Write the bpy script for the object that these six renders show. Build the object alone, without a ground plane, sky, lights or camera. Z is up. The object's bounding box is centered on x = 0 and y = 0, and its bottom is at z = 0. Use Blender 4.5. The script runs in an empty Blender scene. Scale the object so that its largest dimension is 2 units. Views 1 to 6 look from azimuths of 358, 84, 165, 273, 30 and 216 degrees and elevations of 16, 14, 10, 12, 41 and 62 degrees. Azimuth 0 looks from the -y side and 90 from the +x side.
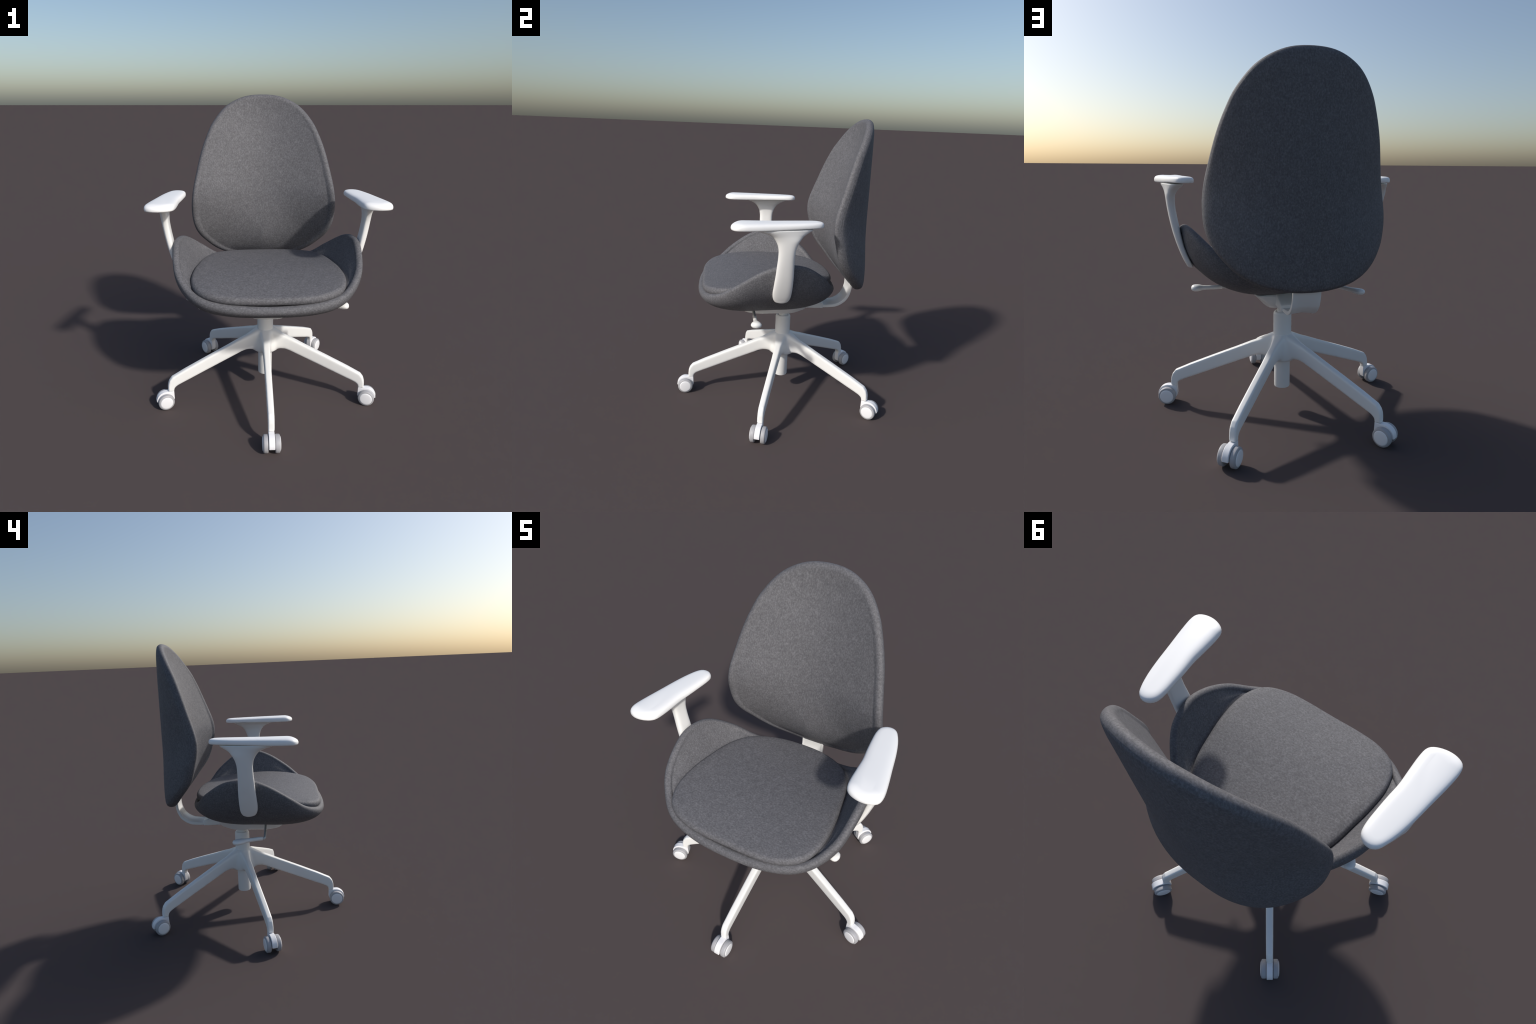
import bpy, bmesh, math
import numpy as np
from mathutils import Vector

# ------------------------------------------------------------------ helpers
def smoothstep(a, b, x):
    t = np.clip((x - a) / (b - a), 0, 1)
    return t * t * (3 - 2 * t)

def catmull(points, per, closed=True):
    """Catmull-Rom curve through control points."""
    Q = np.array(points, float)
    n = len(Q)
    t = np.linspace(0, 1, per, endpoint=False)[:, None]
    out = []
    for i in range(n if closed else n - 1):
        if closed:
            a, b, c, d = Q[i - 1], Q[i], Q[(i + 1) % n], Q[(i + 2) % n]
        else:
            b, c = Q[i], Q[i + 1]
            a = Q[i - 1] if i > 0 else 2 * b - c
            d = Q[i + 2] if i + 2 < n else 2 * c - b
        out.append(.5 * (2 * b + (c - a) * t + (2 * a - 5 * b + 4 * c - d) * t ** 2
                         + (3 * b - a - 3 * c + d) * t ** 3))
    if not closed:
        out.append(Q[-1:])
    return np.vstack(out)

def resample(curve, n, closed=True):
    C = np.vstack([curve, curve[:1]]) if closed else curve
    L = np.concatenate([[0], np.cumsum(np.linalg.norm(np.diff(C, axis=0), axis=1))])
    s = np.linspace(0, L[-1], n, endpoint=not closed)
    return np.stack([np.interp(s, L, C[:, k]) for k in range(C.shape[1])], 1)

def mirrored(half):
    """closed control polygon from a half (x >= 0) whose ends lie on x = 0"""
    half = np.array(half, float)
    m = half[1:-1][::-1].copy()
    m[:, 0] *= -1
    return np.vstack([half, m])

def profile(table, x):
    """smooth (monotone-ish cubic) interpolation of a small table of (x, value)"""
    T = np.array(table, float)
    xs, ys = T[:, 0], T[:, 1]
    m = np.gradient(ys, xs)
    x = np.clip(np.asarray(x, float), xs[0], xs[-1])
    i = np.clip(np.searchsorted(xs, x) - 1, 0, len(xs) - 2)
    h = xs[i + 1] - xs[i]
    t = (x - xs[i]) / h
    return ((2 * t**3 - 3 * t**2 + 1) * ys[i] + (t**3 - 2 * t**2 + t) * h * m[i]
            + (-2 * t**3 + 3 * t**2) * ys[i + 1] + (t**3 - t**2) * h * m[i + 1])

ROOT = None

def link(ob, parent, mat):
    bpy.context.scene.collection.objects.link(ob)
    if mat is not None:
        ob.data.materials.append(mat)
    ob.parent = parent
    return ob

def mesh_object(name, verts, faces, parent, mat, smooth=True, angle=None):
    me = bpy.data.meshes.new(name)
    me.from_pydata([tuple(map(float, v)) for v in verts], [], [tuple(map(int, f)) for f in faces])
    bm = bmesh.new()
    bm.from_mesh(me)
    bmesh.ops.remove_doubles(bm, verts=bm.verts, dist=1e-6)
    bmesh.ops.recalc_face_normals(bm, faces=bm.faces)
    bm.to_mesh(me)
    bm.free()
    ob = bpy.data.objects.new(name, me)
    link(ob, parent, mat)
    if smooth:
        me.shade_smooth()
        if angle is not None:
            me.set_sharp_from_angle(angle=math.radians(angle))
    return ob

def rings_to_mesh(rings, cap_start=True, cap_end=True, ngon=False):
    """rings: list of (N,3) closed loops -> verts, faces (caps are fans)"""
    n = len(rings[0])
    V = np.vstack(rings)
    F = []
    for i in range(len(rings) - 1):
        for j in range(n):
            k = (j + 1) % n
            F.append((i * n + j, i * n + k, (i + 1) * n + k, (i + 1) * n + j))
    if ngon:
        b = (len(rings) - 1) * n
        F += [tuple(range(n))[::-1], tuple(range(b, b + n))]
        return V, F
    if cap_start:
        c = len(V)
        V = np.vstack([V, rings[0].mean(0)])
        F += [(c, (j + 1) % n, j) for j in range(n)]
    if cap_end:
        c = len(V)
        V = np.vstack([V, rings[-1].mean(0)])
        b = (len(rings) - 1) * n
        F += [(c, b + j, b + (j + 1) % n) for j in range(n)]
    return V, F

def loft(name, rings, parent, mat, angle=None, **kw):
    V, F = rings_to_mesh(rings, **kw)
    return mesh_object(name, V, F, parent, mat, angle=angle)

def split_object(verts, faces, groups, parent):
    """One smooth surface cut into named objects that keep the whole surface's normals.
    groups: list of (name, material, face index list)"""
    verts = np.asarray(verts, float)
    T = np.array([(f[0], f[k], f[k + 1]) for f in faces for k in range(1, len(f) - 1)])
    volume = np.einsum("ij,ij->", verts[T[:, 0]], np.cross(verts[T[:, 1]], verts[T[:, 2]]))
    if volume < 0:
        faces = [tuple(f)[::-1] for f in faces]
    me = bpy.data.meshes.new("whole")
    me.from_pydata([tuple(map(float, v)) for v in verts], [], [tuple(map(int, f)) for f in faces])
    me.shade_smooth()
    nrm = np.zeros(len(me.vertices) * 3)
    me.vertices.foreach_get("normal", nrm)
    nrm = nrm.reshape(-1, 3)
    obs = []
    for name, mat, idx in groups:
        used = sorted({v for f in idx for v in faces[f]})
        remap = {v: i for i, v in enumerate(used)}
        sub = bpy.data.meshes.new(name)
        sub.from_pydata([tuple(map(float, verts[v])) for v in used], [],
                        [tuple(remap[v] for v in faces[f]) for f in idx])
        sub.shade_smooth()
        sub.normals_split_custom_set_from_vertices([tuple(nrm[v]) for v in used])
        ob = bpy.data.objects.new(name, sub)
        link(ob, parent, mat)
        obs.append(ob)
    bpy.data.meshes.remove(me)
    return obs

def superellipse(n, a, b, p=2.0):
    t = np.linspace(0, 2 * math.pi, n, endpoint=False)
    c, s = np.cos(t), np.sin(t)
    return np.stack([a * np.sign(c) * np.abs(c) ** (2 / p), b * np.sign(s) * np.abs(s) ** (2 / p)], 1)

def revolve(name, prof, centre, parent, mat, n=64, angle=35):
    """prof: list of (radius, z)"""
    t = np.linspace(0, 2 * math.pi, n, endpoint=False)
    rings = [np.stack([centre[0] + r * np.cos(t), centre[1] + r * np.sin(t), np.full(n, z)], 1)
             for r, z in prof]
    return loft(name, rings, parent, mat, angle=angle)

def bevel(ob, width, segments=3, angle=30):
    m = ob.modifiers.new("edge", "BEVEL")
    m.width, m.segments, m.limit_method = width, segments, "ANGLE"
    m.angle_limit = math.radians(angle)
    m.harden_normals = True

# ------------------------------------------------------------------ materials
def new_mat(name):
    m = bpy.data.materials.new(name)
    m.use_nodes = True
    nt = m.node_tree
    return m, nt, nt.nodes["Principled BSDF"]

def plastic(name, colour, rough, grain=0.03):
    m, nt, p = new_mat(name)
    tc = nt.nodes.new("ShaderNodeTexCoord")
    nz = nt.nodes.new("ShaderNodeTexNoise")
    nz.inputs["Scale"].default_value = 7
    nz.inputs["Detail"].default_value = 4
    nt.links.new(tc.outputs["Object"], nz.inputs["Vector"])
    cr = nt.nodes.new("ShaderNodeValToRGB")
    cr.color_ramp.elements[0].position, cr.color_ramp.elements[1].position = .3, .7
    cr.color_ramp.elements[0].color = (*[c * (1 - grain) for c in colour], 1)
    cr.color_ramp.elements[1].color = (*colour, 1)
    nt.links.new(nz.outputs["Fac"], cr.inputs["Fac"])
    nt.links.new(cr.outputs["Color"], p.inputs["Base Color"])
    p.inputs["Roughness"].default_value = rough
    fine = nt.nodes.new("ShaderNodeTexNoise")
    fine.inputs["Scale"].default_value = 350
    nt.links.new(tc.outputs["Object"], fine.inputs["Vector"])
    b = nt.nodes.new("ShaderNodeBump")
    b.inputs["Strength"].default_value = .03
    b.inputs["Distance"].default_value = .001
    nt.links.new(fine.outputs["Fac"], b.inputs["Height"])
    nt.links.new(b.outputs["Normal"], p.inputs["Normal"])
    return m

def fabric(name, dark, mid, light, stretch):
    """woollen melange: fine speckle of light and dark fibres"""
    m, nt, p = new_mat(name)
    N = nt.nodes.new
    tc = N("ShaderNodeTexCoord")
    mp = N("ShaderNodeMapping")
    mp.inputs["Scale"].default_value = stretch
    nt.links.new(tc.outputs["Object"], mp.inputs["Vector"])
    fib = N("ShaderNodeTexNoise")
    fib.inputs["Scale"].default_value = 125
    fib.inputs["Detail"].default_value = 5
    fib.inputs["Roughness"].default_value = .68
    nt.links.new(mp.outputs["Vector"], fib.inputs["Vector"])
    ramp = N("ShaderNodeValToRGB")
    e = ramp.color_ramp.elements
    e[0].position, e[0].color = .32, (*dark, 1)
    e[1].position, e[1].color = .70, (*light, 1)
    k = e.new(.5)
    k.color = (*mid, 1)
    nt.links.new(fib.outputs["Fac"], ramp.inputs["Fac"])
    blot = N("ShaderNodeTexNoise")
    blot.inputs["Scale"].default_value = 26
    blot.inputs["Detail"].default_value = 3
    nt.links.new(tc.outputs["Object"], blot.inputs["Vector"])
    mr = N("ShaderNodeMapRange")
    mr.inputs["From Min"].default_value, mr.inputs["From Max"].default_value = .3, .7
    mr.inputs["To Min"].default_value, mr.inputs["To Max"].default_value = .93, 1.07
    nt.links.new(blot.outputs["Fac"], mr.inputs["Value"])
    mix = N("ShaderNodeMix")
    mix.data_type, mix.blend_type = "RGBA", "MULTIPLY"
    mix.inputs["Factor"].default_value = 1
    nt.links.new(ramp.outputs["Color"], mix.inputs["A"])
    nt.links.new(mr.outputs["Result"], mix.inputs["B"])
    nt.links.new(mix.outputs["Result"], p.inputs["Base Color"])
    p.inputs["Roughness"].default_value = .70
    p.inputs["Specular IOR Level"].default_value = .42
    b = N("ShaderNodeBump")
    b.inputs["Strength"].default_value = .25
    b.inputs["Distance"].default_value = .002
    nt.links.new(fib.outputs["Fac"], b.inputs["Height"])
    nt.links.new(b.outputs["Normal"], p.inputs["Normal"])
    return m

D, M_, L = (.082, .082, .090), (.1165, .116, .1265), (.173, .172, .185)
FAB_BACK = fabric("fabric_melange_upright", D, M_, L, (1.0, 1.0, .72))
FAB_SEAT = fabric("fabric_melange_seat", D, M_, L, (.72, 1.0, 1.0))
WHITE = plastic("white_powder_coat", (.88, .88, .865), .34)
PAD = plastic("white_soft_plastic", (.93, .932, .928), .45, .012)
CASTER_WHITE = plastic("white_caster_plastic", (.87, .87, .89), .35, .02)
TREAD = plastic("grey_rubber_tread", (.42, .42, .44), .5, .05)
METAL = plastic("grey_lever_rod", (.58, .60, .60), .35, .05)

# ------------------------------------------------------------------ root
ROOT = bpy.data.objects.new("office_chair", None)
bpy.context.scene.collection.objects.link(ROOT)
ROOT.empty_display_size = .2
ROOT["label"] = "grey fabric swivel office chair with white frame and armrests"
ROOT["category"] = "office chair"

CY = 0.064                      # the swivel axis stands at x = 0, y = CY

def group(name, parent=None):
    e = bpy.data.objects.new(name, None)
    bpy.context.scene.collection.objects.link(e)
    e.parent = parent or ROOT
    e.empty_display_size = .1
    return e

# ------------------------------------------------------------------ backrest
BACK_SCALE = .994
BACK_OUTLINE = [(0, .835), (.125, .844), (.246, .873), (.333, .918), (.401, .980), (.459, 1.058),
                (.489, 1.145), (.496, 1.25), (.485, 1.361), (.461, 1.48), (.430, 1.609), (.392, 1.72),
                (.343, 1.822), (.256, 1.924), (.135, 1.986), (0, 2.002)]
SPINE = [(.82, .602), (.92, .604), (1.04, .606), (1.25, .609), (1.4, .610), (1.6, .609), (1.8, .607), (1.97, .599), (2.01, .596)]
WRAP = [(.82, .84), (.98, .80), (1.14, .95), (1.36, 1.19), (1.6, 1.10), (1.8, 1.0), (1.92, .85), (2.01, .75)]
THICK = [(.82, .084), (.95, .082), (1.3, .076), (1.7, .070), (2.01, .056)]
# how far the padding of the front face swells beyond the plain panel thickness
SWELL = [(.82, .150), (.95, .142), (1.1, .136), (1.3, .126), (1.5, .104), (1.7, .074), (1.85, .046), (2.01, .02)]
NB = 160
out = resample(catmull(mirrored([(x * BACK_SCALE, 0, z) for x, z in BACK_OUTLINE]), 16), NB)
zc = 1.36

def back_point(x, z, h):
    """h in -1 (front face) .. 1 (rear face)"""
    T = profile(THICK, z)
    S = profile(SPINE, z) - T / 2
    k = profile(WRAP, z)
    # low down the panel is flat in the middle and turns more sharply near its sides
    e = 2.0 + .7 * smoothstep(1.25, .95, z)
    ref = .40
    ax = np.abs(x) + 1e-9
    bend = k * ref ** 2 * (ax / ref) ** e
    sl = np.sign(x) * e * bend / ax
    n = np.sqrt(1 + sl ** 2)
    return np.stack([x + h * T / 2 * sl / n * .55, S - bend + h * T / 2 / n ** .6, z], 1)

def back_layer(rho, h, edge):
    q = out * 1.0
    # shrink towards the middle; `edge` pulls in by a fixed distance (rounding of the border)
    d = np.stack([q[:, 0], q[:, 2] - zc], 1)
    L = np.linalg.norm(d, axis=1, keepdims=True)
    d = d * rho - d / L * edge
    return back_point(d[:, 0], zc + d[:, 1], h)

def front_layer(rho, h, edge):
    """front face: the padding swells most in the middle and low down (lumbar)"""
    P = back_layer(rho, h, edge)
    dirz = (out[:, 2] - zc) / np.hypot(out[:, 0], out[:, 2] - zc)
    dirx = np.sqrt(np.maximum(0, 1 - dirz ** 2))
    power = 2.7 - .4 * dirz - 1.4 * np.maximum(0, -dirz) * dirx + .5 * np.maximum(0, -dirz) ** 4
    reach = np.hypot(out[:, 0], out[:, 2] - zc)
    inner = np.minimum(1, (reach * rho - edge) / (reach - R_EDGE))      # 1 along the front edge of the rim
    P[:, 1] -= profile(SWELL, P[:, 2]) * (1 - np.maximum(inner, 0) ** power)
    return P

layers = []
R_EDGE = .034
for rho in np.linspace(.04, .84, 20):
    layers.append(back_layer(rho, 1, 0))
for a in np.linspace(0, 1, 9)[1:]:
    layers.append(back_layer(.84 + .16 * a, 1 - .22 * a ** 3, R_EDGE * .42 * a ** 2))
# seam groove where rear panel and front cover meet
layers.append(back_layer(1, .74, R_EDGE * .40))
rear_part = len(layers)
layers.append(back_layer(1, .70, R_EDGE * .30))
for a in np.linspace(40, -90, 12):
    h = math.sin(math.radians(a))
    e = 1 - math.cos(math.radians(a))
    layers.append(front_layer(1, h * .95, R_EDGE * e))
for a in np.linspace(0, 1, 9)[1:]:
    layers.append(front_layer(1 - .16 * a, -.95 - .05 * a, R_EDGE * (1 - a)))
for rho in np.linspace(.81, .04, 24):
    layers.append(front_layer(rho, -1, 0))
V, F = rings_to_mesh(layers)
V = np.array(V)
cut = (rear_part - 1) * NB
nf = (len(layers) - 1) * NB
rear = [i for i in range(cut)] + list(range(nf, nf + NB))
front = [i for i in range(cut, nf)] + list(range(nf + NB, nf + 2 * NB))
backrest = group("backrest")
split_object(V, F, [("back_panel", FAB_BACK, rear), ("back_cushion", FAB_BACK, front)], backrest)

# ------------------------------------------------------------------ seat
SHELL_RIM = [(0, -.551, .852), (.17, -.543, .856), (.308, -.517, .868), (.407, -.476, .886), (.487, -.405, .920), (.555, -.302, .997),
             (.581, -.16, 1.084), (.581, -.03, 1.124), (.545, .122, 1.105), (.448, .257, 1.016),
             (.344, .329, .936), (.20, .377, .889), (0, .400, .874)]
NS = 200
rim = resample(catmull(mirrored(SHELL_RIM), 16), NS)
C0 = np.array([0, -.06])
ZB = .716

d = rim[:, :2] - C0
Lr = np.linalg.norm(d, axis=1)
u = d / Lr[:, None]
TH = .044 + .014 * smoothstep(.55, .95, -u[:, 1])      # lip thickness, fuller along the front

# bowl fullness by direction (0 = front, 180 = rear): (exponent, sharpness of the turn-up)
bear = np.degrees(np.arctan2(np.abs(u[:, 0]), -u[:, 1]))
POW = profile([(0, 2.2), (45, 2.6), (90, 2.9), (125, 3.0), (150, 2.6), (180, 2.0)], bear)
TURN = profile([(0, .55), (45, .5), (90, .5), (125, .5), (150, .56), (180, .64)], bear)

def bowl(rho):
    return 1 - np.maximum(0, 1 - rho ** POW) ** TURN

ztop = rim[:, 2] - TH * .5
rings = []
for ang in np.linspace(4, 90, 40):          # outer bowl, bottom to rim
    rho = math.sin(math.radians(ang)) ** (1 / 1.4)
    r = Lr * rho
    z = ZB + (ztop - ZB) * bowl(rho)
    rings.append(np.column_stack([C0[0] + u[:, 0] * r, C0[1] + u[:, 1] * r, z]))
for ang in np.linspace(0, 180, 12)[1:]:      # rolled lip
    r = Lr - TH / 2 * (1 - math.cos(math.radians(ang)))
    z = ztop + TH / 2 * math.sin(math.radians(ang))
    rings.append(np.column_stack([C0[0] + u[:, 0] * r, C0[1] + u[:, 1] * r, z]))
# inner wall: leans from the lip down to the edge of the cushion, then runs on below it
CUSHION = [(0, -.523, .885), (.16, -.522, .888), (.283, -.508, .895), (.385, -.464, .908), (.442, -.39, .920), (.465, -.28, .935),
           (.459, -.15, .946), (.440, -.03, .948), (.408, .12, .944), (.350, .238, .940), (.265, .315, .932),
           (.14, .366, .925), (0, .380, .922)]
cu = resample(catmull(mirrored(CUSHION), 16), NS)
ca = np.arctan2(cu[:, 0] - C0[0], -(cu[:, 1] - C0[1]))
order = np.argsort(ca)
th = np.arctan2(u[:, 0], -u[:, 1])
cr = np.interp(th, ca[order], np.linalg.norm(cu[:, :2] - C0, axis=1)[order], period=2 * math.pi)
cz = np.interp(th, ca[order], cu[order, 2], period=2 * math.pi)
r0, z0 = Lr - TH, ztop
r2 = np.minimum(cr - .002, r0 - .012)
z2 = np.minimum(cz - .012, z0 - .004)
lift = np.clip((z0 - z2) / .16, 0, 1)
ctrl = [(r0 + .008, z0 + .02), (r0, z0), ((r0 + r2) / 2 + .001 * lift, (z0 + z2) / 2), (r2, z2), (r2 * .8, z2 - .05), (r2 * .05, z2 * 0 + ZB + .06)]
ctrl = np.array([np.column_stack(c) for c in ctrl])
for k in range(1, 5):
    a, b, c = ctrl[k - 1], ctrl[k], ctrl[k + 1]
    e = ctrl[k + 2] if k + 2 < len(ctrl) else 2 * c - b
    for t in np.linspace(0, 1, 8)[1:]:
        q = .5 * (2 * b + (c - a) * t + (2 * a - 5 * b + 4 * c - e) * t ** 2 + (3 * b - a - 3 * c + e) * t ** 3)
        rings.append(np.column_stack([C0[0] + u[:, 0] * q[:, 0], C0[1] + u[:, 1] * q[:, 0], q[:, 1]]))
seat = group("seat")
loft("seat_shell", rings, seat, FAB_SEAT)

cc = np.array([0, -.07])
dv = cu[:, :2] - cc
Lc = np.linalg.norm(dv, axis=1)
uc = dv / Lc[:, None]
ZMID = .937

def cushion_layer(r, ztop_rel, rho):
    z = cu[:, 2] * rho ** 2 + ZMID * (1 - rho ** 2) + ztop_rel
    return np.column_stack([cc[0] + uc[:, 0] * r, cc[1] + uc[:, 1] * r, z])

rings = [cushion_layer(Lc * rho, -.10, rho) for rho in np.linspace(.05, .80, 8)]
rings += [cushion_layer(Lc - .045, -.060, .96), cushion_layer(Lc - .030, -.032, .98)]
RC = .026
for a in np.linspace(-85, 80, 16):
    a = math.radians(a)
    rings.append(cushion_layer(Lc - RC * (1 - math.cos(a)), RC * math.sin(a) - .0085, 1))
for rho in np.linspace(.93, .03, 26):
    rings.append(cushion_layer((Lc - .023) * rho, .0180, rho))
loft("seat_cushion", rings, seat, FAB_SEAT)

# ------------------------------------------------------------------ armrests
ARM = [  # z, x_out, x_in, y_front, y_back
    (.874, .538, .508, -.045, -.012), (.880, .546, .509, -.064, .003), (.892, .553, .513, -.077, .014), (.912, .564, .521, -.086, .022),
    (.945, .579, .536, -.090, .026), (1.00, .600, .556, -.087, .028), (1.06, .619, .571, -.082, .028),
    (1.124, .635, .584, -.078, .026), (1.19, .648, .596, -.074, .025), (1.235, .655, .602, -.075, .028),
    (1.275, .660, .603, -.086, .041), (1.300, .663, .601, -.101, .056), (1.320, .665, .594, -.121, .074),
    (1.338, .667, .586, -.160, .104), (1.350, .668, .576, -.200, .126), (1.358, .668, .574, -.206, .130)]
SEAM_Z = 1.062
PAD_OUTLINE = [(.517, .06), (.514, .12), (.520, .166), (.543, .192), (.575, .199), (.604, .185), (.624, .150), (.645, .09),
               (.664, .01), (.684, -.10), (.704, -.21), (.713, -.285), (.704, -.330), (.668, -.353), (.62, -.356),
               (.572, -.340), (.545, -.312), (.536, -.26), (.534, -.18), (.533, -.10), (.524, -.02)]
PAD_LAYERS = [(.40, 1.3560), (.80, 1.3560), (.93, 1.3565), (.968, 1.3590), (.985, 1.364), (.988, 1.370), (.980, 1.3765), (.958, 1.3825),
              (.91, 1.3880), (.84, 1.3920), (.72, 1.3952), (.56, 1.3970), (.40, 1.3978)]

def arm_ring(row, side, n=48):
    """D-shaped section: rounded outer face, flatter inner face"""
    z, xo, xi, yf, yb = row
    s = superellipse(n, 1, 1, 5)
    so = superellipse(n, 1, 1, 2.5)
    s = superellipse(n, 1, 1, 3.5)
    s = np.where(s[:, 1:2] > 0, so, s)
    y = (yf + yb) / 2 + s[:, 0] * (yb - yf) / 2
    xi = xi + .006
    x = (xo + xi) / 2 + s[:, 1] * (xo - xi) / 2
    x = x - (y + .03) * .16 * smoothstep(1.28, 1.35, z)      # the flare follows the slant of the pad
    return np.column_stack([side * x, y, np.full(n, z)])

def arm_rows(z0, z1, n, shrink=0.0):
    T = np.array(ARM)
    rows = []
    for z in np.linspace(z0, z1, n):
        v = [profile(T[:, [0, k]], z) for k in range(1, 5)]
        rows.append((z, v[0] - shrink, v[1] + shrink, v[2] + shrink, v[3] - shrink))
    return rows

for side in (1, -1):
    arm = group("armrest")
    low = [arm_ring(r, side) for r in arm_rows(.874, .90, 8)] + \
          [arm_ring(r, side) for r in arm_rows(.905, SEAM_Z, 16)]
    high = [arm_ring(r, side) for r in arm_rows(SEAM_Z + .012, 1.26, 16)] + \
           [arm_ring(r, side) for r in arm_rows(1.265, 1.357, 22)]
    V, F = rings_to_mesh(low + high)
    nr = len(low[0])
    nq = (len(low) + len(high) - 1) * nr
    cutf = (len(low) - 1) * nr
    split_object(V, F, [("arm_bracket", WHITE, list(range(cutf)) + list(range(nq, nq + nr))),
                        ("arm_post", WHITE, list(range(cutf, nq)) + list(range(nq + nr, nq + 2 * nr)))], arm)
    po = resample(catmull(PAD_OUTLINE, 12), 96)
    ya = np.clip(po[:, 1], -.285, .135)
    xa = profile([(-.36, .622), (-.2, .618), (0, .595), (.2, .568)], ya)
    axis = np.stack([xa, ya], 1)
    pr = []
    for f, z in PAD_LAYERS:
        q = axis + (po - axis) * f
        # the front end of the pad droops and is rounder than the rear
        droop = -.012 * smoothstep(-.29, -.37, q[:, 1]) * (z - 1.3555) / .044
        lift = .008 * smoothstep(-.22, .12, q[:, 1]) * (1.398 - z) / .042
        pr.append(np.column_stack([side * q[:, 0], q[:, 1], z + droop + lift]))
    loft("arm_pad", pr, arm, PAD, ngon=True)

# ------------------------------------------------------------------ five-star base
LEG_TOP = [(.03, .468), (.084, .450), (.16, .417), (.274, .367), (.42, .309), (.566, .251), (.63, .226), (.655, .213), (.672, .197),
           (.682, .175), (.686, .15)]
def star_mesh():
    bm_all = bmesh.new()
    def add(rings):
        V, F = rings_to_mesh(rings)
        me = bpy.data.meshes.new("tmp")
        me.from_pydata([tuple(map(float, v)) for v in V], [], [tuple(map(int, f)) for f in F])
        bm_all.from_mesh(me)
        bpy.data.meshes.remove(me)
    # leg: path of stations (top point, bottom point, half width)
    st = [((.0, .470), (.0, .312), .040), ((.06, .458), (.06, .312), .040), ((.085, .448), (.085, .318), .036), ((.11, .436), (.11, .325), .031),
          ((.14, .422), (.14, .326), .026), ((.18, .406), (.18, .318), .0235), ((.274, .367), (.262, .286), .0215),
          ((.42, .309), (.402, .233), .0205), ((.566, .251), (.545, .180), .0200), ((.628, .223), (.600, .160), .0195),
          ((.657, .210), (.626, .149), .0192), ((.676, .186), (.640, .139), .0190), ((.684, .162), (.646, .130), .0190),
          ((.686, .140), (.648, .122), .0190), ((.686, .113), (.648, .113), .0190)]
    for i in range(5):
        a = -math.pi / 2 + i * 2 * math.pi / 5
        ca, sa = math.cos(a), math.sin(a)
        rings = []
        for (r1, z1), (r0, z0), w in st:
            s = superellipse(40, 1, 1, 5.5)
            h = (s[:, 0] + 1) / 2
            r = r0 + (r1 - r0) * h
            z = z0 + (z1 - z0) * h + .0025 * s[:, 0] + .001
            ww = s[:, 1] * (w + .0005)
            rings.append(np.column_stack([r * ca - ww * sa, CY + r * sa + ww * ca, z + .003 * (1 - smoothstep(.35, .62, r))]))
        # refine by interpolation
        fine = []
        for k in range(len(rings) - 1):
            m = max(1, int(np.linalg.norm(rings[k].mean(0) - rings[k + 1].mean(0)) / .02))
            for t in range(m):
                fine.append(rings[k] + (rings[k + 1] - rings[k]) * t / m)
        fine.append(rings[-1])
        add(fine)
    t = np.linspace(0, 2 * math.pi, 60, endpoint=False)
    add([np.column_stack([r * np.cos(t), CY + r * np.sin(t), np.full(60, z)])
         for r, z in ((.088, .308), (.090, .33), (.091, .37), (.084, .41), (.072, .440), (.060, .466))])
    me = bpy.data.meshes.new("star")
    bm_all.to_mesh(me)
    bm_all.free()
    ob = bpy.data.objects.new("star", me)
    bpy.context.scene.collection.objects.link(ob)
    r = ob.modifiers.new("r", "REMESH")
    r.mode, r.voxel_size = "VOXEL", .0042
    s = ob.modifiers.new("s", "SMOOTH")
    s.factor, s.iterations = .5, 5
    dg = bpy.context.evaluated_depsgraph_get()
    ev = ob.evaluated_get(dg).to_mesh()
    V = np.zeros(len(ev.vertices) * 3)
    ev.vertices.foreach_get("co", V)
    V = V.reshape(-1, 3)
    F = [tuple(p.vertices) for p in ev.polygons]
    ob.evaluated_get(dg).to_mesh_clear()
    bpy.data.objects.remove(ob)
    bpy.data.meshes.remove(me)
    # extra smoothing only around the hub, so that the legs flow into it with soft fillets
    E = np.array([(f[k], f[(k + 1) % len(f)]) for f in F for k in range(len(f))])
    rr = np.hypot(V[:, 0], V[:, 1] - CY)
    w = (.5 * smoothstep(.20, .13, rr))[:, None]
    cnt = np.bincount(E[:, 0], minlength=len(V))[:, None]
    for _ in range(30):
        acc = np.stack([np.bincount(E[:, 0], weights=V[E[:, 1], k], minlength=len(V)) for k in range(3)], 1)
        V = V + w * (acc / np.maximum(cnt, 1) - V)
    return V, F

base = group("base")
V, F = star_mesh()
cen = np.array([V[list(f)].mean(0) for f in F])
rr = np.hypot(cen[:, 0], cen[:, 1] - CY)
ang = np.arctan2(cen[:, 1] - CY, cen[:, 0])
sector = np.round((ang + math.pi / 2) / (2 * math.pi / 5)).astype(int) % 5
groups = [("hub", WHITE, list(np.where(rr < .15)[0]))]
for i in range(5):
    groups.append(("leg", WHITE, list(np.where((rr >= .15) & (sector == i))[0])))
split_object(V, F, groups, base)

# casters: built once at the front, then copied by rotation about the axis
WR, WC = .053, (.707, .053)     # wheel radius, wheel centre (radial distance, height)

def at(r, w, z):
    """local caster frame: origin on the swivel axis, r along -y"""
    return (w, -r, z)

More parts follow.
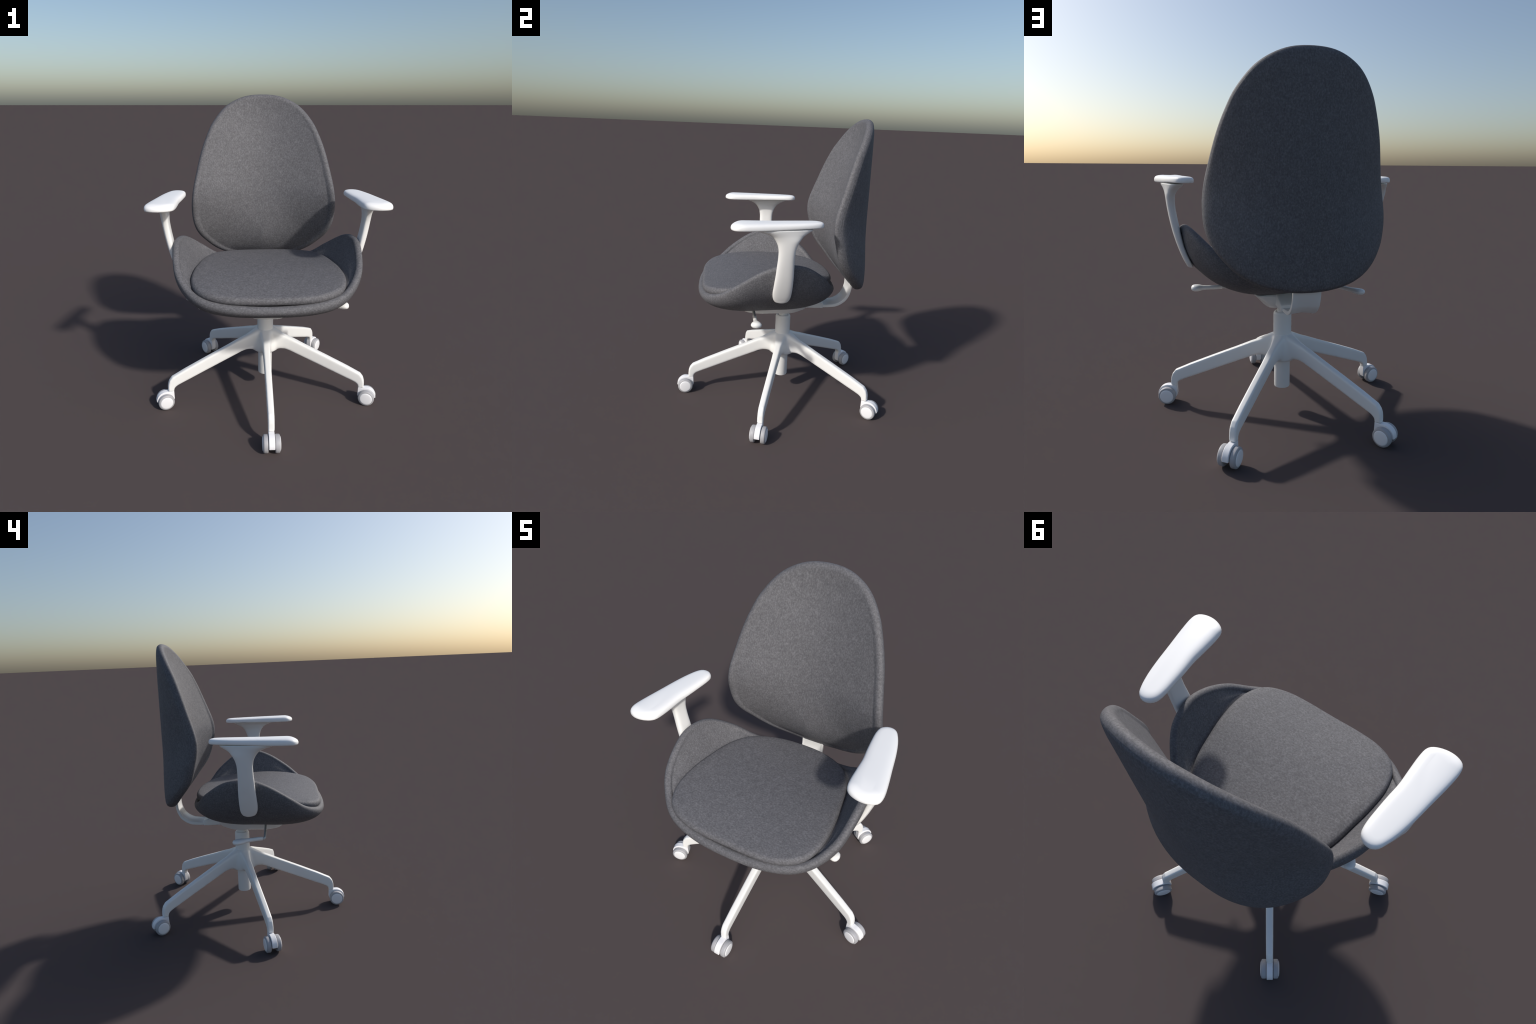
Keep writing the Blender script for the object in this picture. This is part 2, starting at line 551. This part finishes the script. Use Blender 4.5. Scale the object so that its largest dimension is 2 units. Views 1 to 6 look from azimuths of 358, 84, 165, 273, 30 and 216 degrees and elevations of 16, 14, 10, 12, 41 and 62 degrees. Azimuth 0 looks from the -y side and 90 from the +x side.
def caster_parts():
    # fork with fender: profile in (r, z), extruded across
    arc = [(WC[0] + .060 * math.cos(math.radians(a)), WC[1] + .002 + .060 * math.sin(math.radians(a)))
           for a in np.linspace(98, -3, 16)]
    prof = [(.650, .1135), (.684, .1135), (.690, .1145)] + arc + [(.750, .050), (.700, .044), (.655, .040), (.648, .060)]
    hw = .0175
    n = len(prof)
    V = [at(r, -hw, z) for r, z in prof] + [at(r, hw, z) for r, z in prof]
    F = [tuple(range(n)), tuple(range(2 * n - 1, n - 1, -1))] + \
        [(j, j + n, (j + 1) % n + n, (j + 1) % n) for j in range(n)]
    fork = mesh_object("caster_fork", V, F, None, CASTER_WHITE, angle=40)
    bevel(fork, .003, 3)
    # swivel pin between fork and leg
    t = np.linspace(0, 2 * math.pi, 32, endpoint=False)
    pin = loft("caster_pin", [np.column_stack([.013 * np.cos(t), -.667 + .013 * np.sin(t), np.full(32, z)])
                              for z in (.100, .118)], None, METAL, angle=40)
    # wheels: revolve about the w axis
    def wheel(sgn):
        def rev(name, prof, mat):
            rings = [np.column_stack([np.full(64, sgn * w), -(WC[0] + r * np.cos(t64)), WC[1] + r * np.sin(t64)])
                     for r, w in prof]
            return loft(name, rings, None, mat, angle=40)
        t64 = np.linspace(0, 2 * math.pi, 64, endpoint=False)
        tread = rev("wheel_tread", [(.018, .0195), (.044, .0195), (.050, .0205), (.0525, .023), (WR, .027), (WR, .040),
                                    (.0520, .0445), (.0485, .0480), (.0440, .0495), (.0405, .0500), (.038, .0485), (.010, .0485)], TREAD)
        cap = rev("wheel_cap", [(.0412, .0470), (.0410, .0502), (.0395, .0520), (.034, .0532), (.024, .0541), (.012, .0546), (.003, .0548)], CASTER_WHITE)
        return [tread, cap]
    axle = loft("wheel_axle", [np.column_stack([np.full(24, w), -(WC[0] + .007 * np.cos(t24)), WC[1] + .007 * np.sin(t24)])
                               for t24 in [np.linspace(0, 2 * math.pi, 24, endpoint=False)] for w in (-.03, .03)], None, METAL, angle=40)
    return [fork, pin, axle] + wheel(1) + wheel(-1)

parts = caster_parts()
for i in range(5):
    c = group("caster", ROOT)
    c.location = (0, CY, 0)
    c.rotation_euler = (0, 0, i * 2 * math.pi / 5)
    for ob in parts:
        o = ob if i == 0 else ob.copy()
        if i:
            bpy.context.scene.collection.objects.link(o)
        o.parent = c

# gas lift column
revolve("column_foot", [(.040, .129), (.0455, .131), (.0475, .136), (.0475, .35)], (0, CY), base, WHITE)
column = group("gas_lift")
revolve("column_sleeve", [(.054, .40), (.054, .586), (.0525, .594), (.048, .600), (.041, .602), (.036, .598)], (0, CY), column, WHITE)
revolve("lift_rod", [(.032, .58), (.032, .66)], (0, CY), column, WHITE)

# ------------------------------------------------------------------ mechanism below the seat
mech = group("tilt_mechanism")
def house_ring(y, zb, wb, wt, zt=.745, n=48):
    """rounded trapezoid: wb half width at the bottom, wt at the top"""
    s = superellipse(n, 1, 1, 5)
    h = (s[:, 1] + 1) / 2
    w = wb + (wt - wb) * h ** 1.3
    return np.column_stack([s[:, 0] * w, np.full(n, y), zb + (zt - zb) * h])

HOUSE = [(-.262, .700, .080, .120), (-.255, .676, .085, .130), (-.235, .655, .095, .150), (-.205, .642, .10, .165), (-.17, .636, .104, .18),
         (0, .634, .106, .20), (.09, .634, .106, .21), (.13, .642, .106, .21), (.17, .657, .105, .21), (.205, .674, .100, .20), (.225, .70, .09, .18)]
H = np.array(HOUSE)
ys = np.linspace(-.262, .225, 40)
loft("housing", [house_ring(y, *[profile(H[:, [0, k]], y) for k in (1, 2, 3)]) for y in ys], mech, WHITE)

def box_loft(name, yz_list, mat, parent):
    """channel pieces: list of (y, z_low, z_high, half_width)"""
    rings = []
    for y, z0, z1, w in yz_list:
        s = superellipse(36, w, (z1 - z0) / 2, 8)
        rings.append(np.column_stack([s[:, 0], np.full(36, y), (z0 + z1) / 2 + s[:, 1]]))
    return loft(name, rings, parent, mat, angle=50)
box_loft("back_sleeve", [(.15, .674, .785, .082), (.20, .674, .775, .082), (.26, .674, .748, .082), (.31, .6745, .722, .082), (.336, .6745, .716, .082), (.339, .678, .712, .079)], WHITE, mech)

# bent plate that carries the backrest
PATH = [(.28, .688), (.34, .688), (.388, .689), (.431, .694), (.470, .712), (.502, .740), (.520, .772), (.530, .806), (.534, .84), (.535, .90)]
pc = resample(catmull(PATH, 10, closed=False), 50, closed=False)
tan = np.gradient(pc, axis=0)
tan /= np.linalg.norm(tan, axis=1, keepdims=True)
nor = np.stack([tan[:, 1], -tan[:, 0]], 1)      # outward (down / rear)
rings = []
n = 60
s = superellipse(n, 1, 1, 7)
for (y, z), nv in zip(pc, nor):
    # cross-section: plate with raised side flanges
    x = s[:, 0] * .075
    q = np.abs(s[:, 0])
    side_thick = .011 + .004 * smoothstep(.80, .92, q) * (s[:, 1] < 0)
    off = s[:, 1] * side_thick * .9 - .012 * (1 - q ** 2) * smoothstep(.34, .42, y) * smoothstep(.83, .76, z)
    rings.append(np.column_stack([x, y + nv[0] * off, z + nv[1] * off]))
loft("back_support", rings, mech, WHITE, angle=45)

# ------------------------------------------------------------------ levers
def tube(name, path, radii, parent, mat, n=20, flat=None):
    """round rod along a 3D path; flat = list of vertical squash factors"""
    P = np.array(path, float)
    T = np.gradient(P, axis=0)
    T /= np.linalg.norm(T, axis=1, keepdims=True)
    t = np.linspace(0, 2 * math.pi, n, endpoint=False)
    rings = []
    for i, (p, tv, r) in enumerate(zip(P, T, radii)):
        side = np.cross(tv, [0, 0, 1.0])
        side /= np.linalg.norm(side) + 1e-9
        up = np.cross(side, tv)
        f = 1 if flat is None else flat[i]
        rings.append(p + np.outer(np.cos(t) * r, side) + np.outer(np.sin(t) * r * f, up))
    return loft(name, rings, parent, mat, angle=60)

lv = group("height_lever")
tube("lever_rod", [(.08, -.172, .709), (.40, -.176, .712)], [.010, .010], lv, METAL)
hx = np.array([.325, .327, .37, .42, .447, .463, .475, .488, .500, .509, .514, .516])
hr = np.array([.011, .013, .0130, .0135, .017, .025, .032, .035, .033, .025, .013, .003])
hf = np.array([1, 1, 1, 1, .9, .78, .66, .60, .60, .66, .75, .9])
tube("lever_handle", [(x, -.176, .711 + .002 * smoothstep(.37, .49, x)) for x in hx], hr, lv, WHITE, 28, hf)
lt = group("tilt_lever")
tube("lever_rod", [(-.08, -.124, .698), (-.25, -.124, .693), (-.40, -.123, .689), (-.418, -.122, .688), (-.426, -.116, .687), (-.429, -.10, .6865)],
     [.009] * 6, lt, METAL)
e0, e1 = np.array([-.428, -.108, .687]), np.array([-.516, .086, .690])
ts = np.array([0, .01, .12, .35, .52, .62, .70, .80, .88, .94, .98, 1.0])
tr = np.array([.010, .013, .0135, .014, .016, .021, .028, .032, .032, .026, .015, .003])
bend = np.array([-.012, .0, 0])
pth = [e0 + (e1 - e0) * t - bend * 4 * t * (1 - t) * .6 for t in ts]
tube("lever_handle", pth, tr, lt, WHITE, 28, [1, 1, 1, .97, .9, .76, .64, .58, .58, .62, .75, .9])
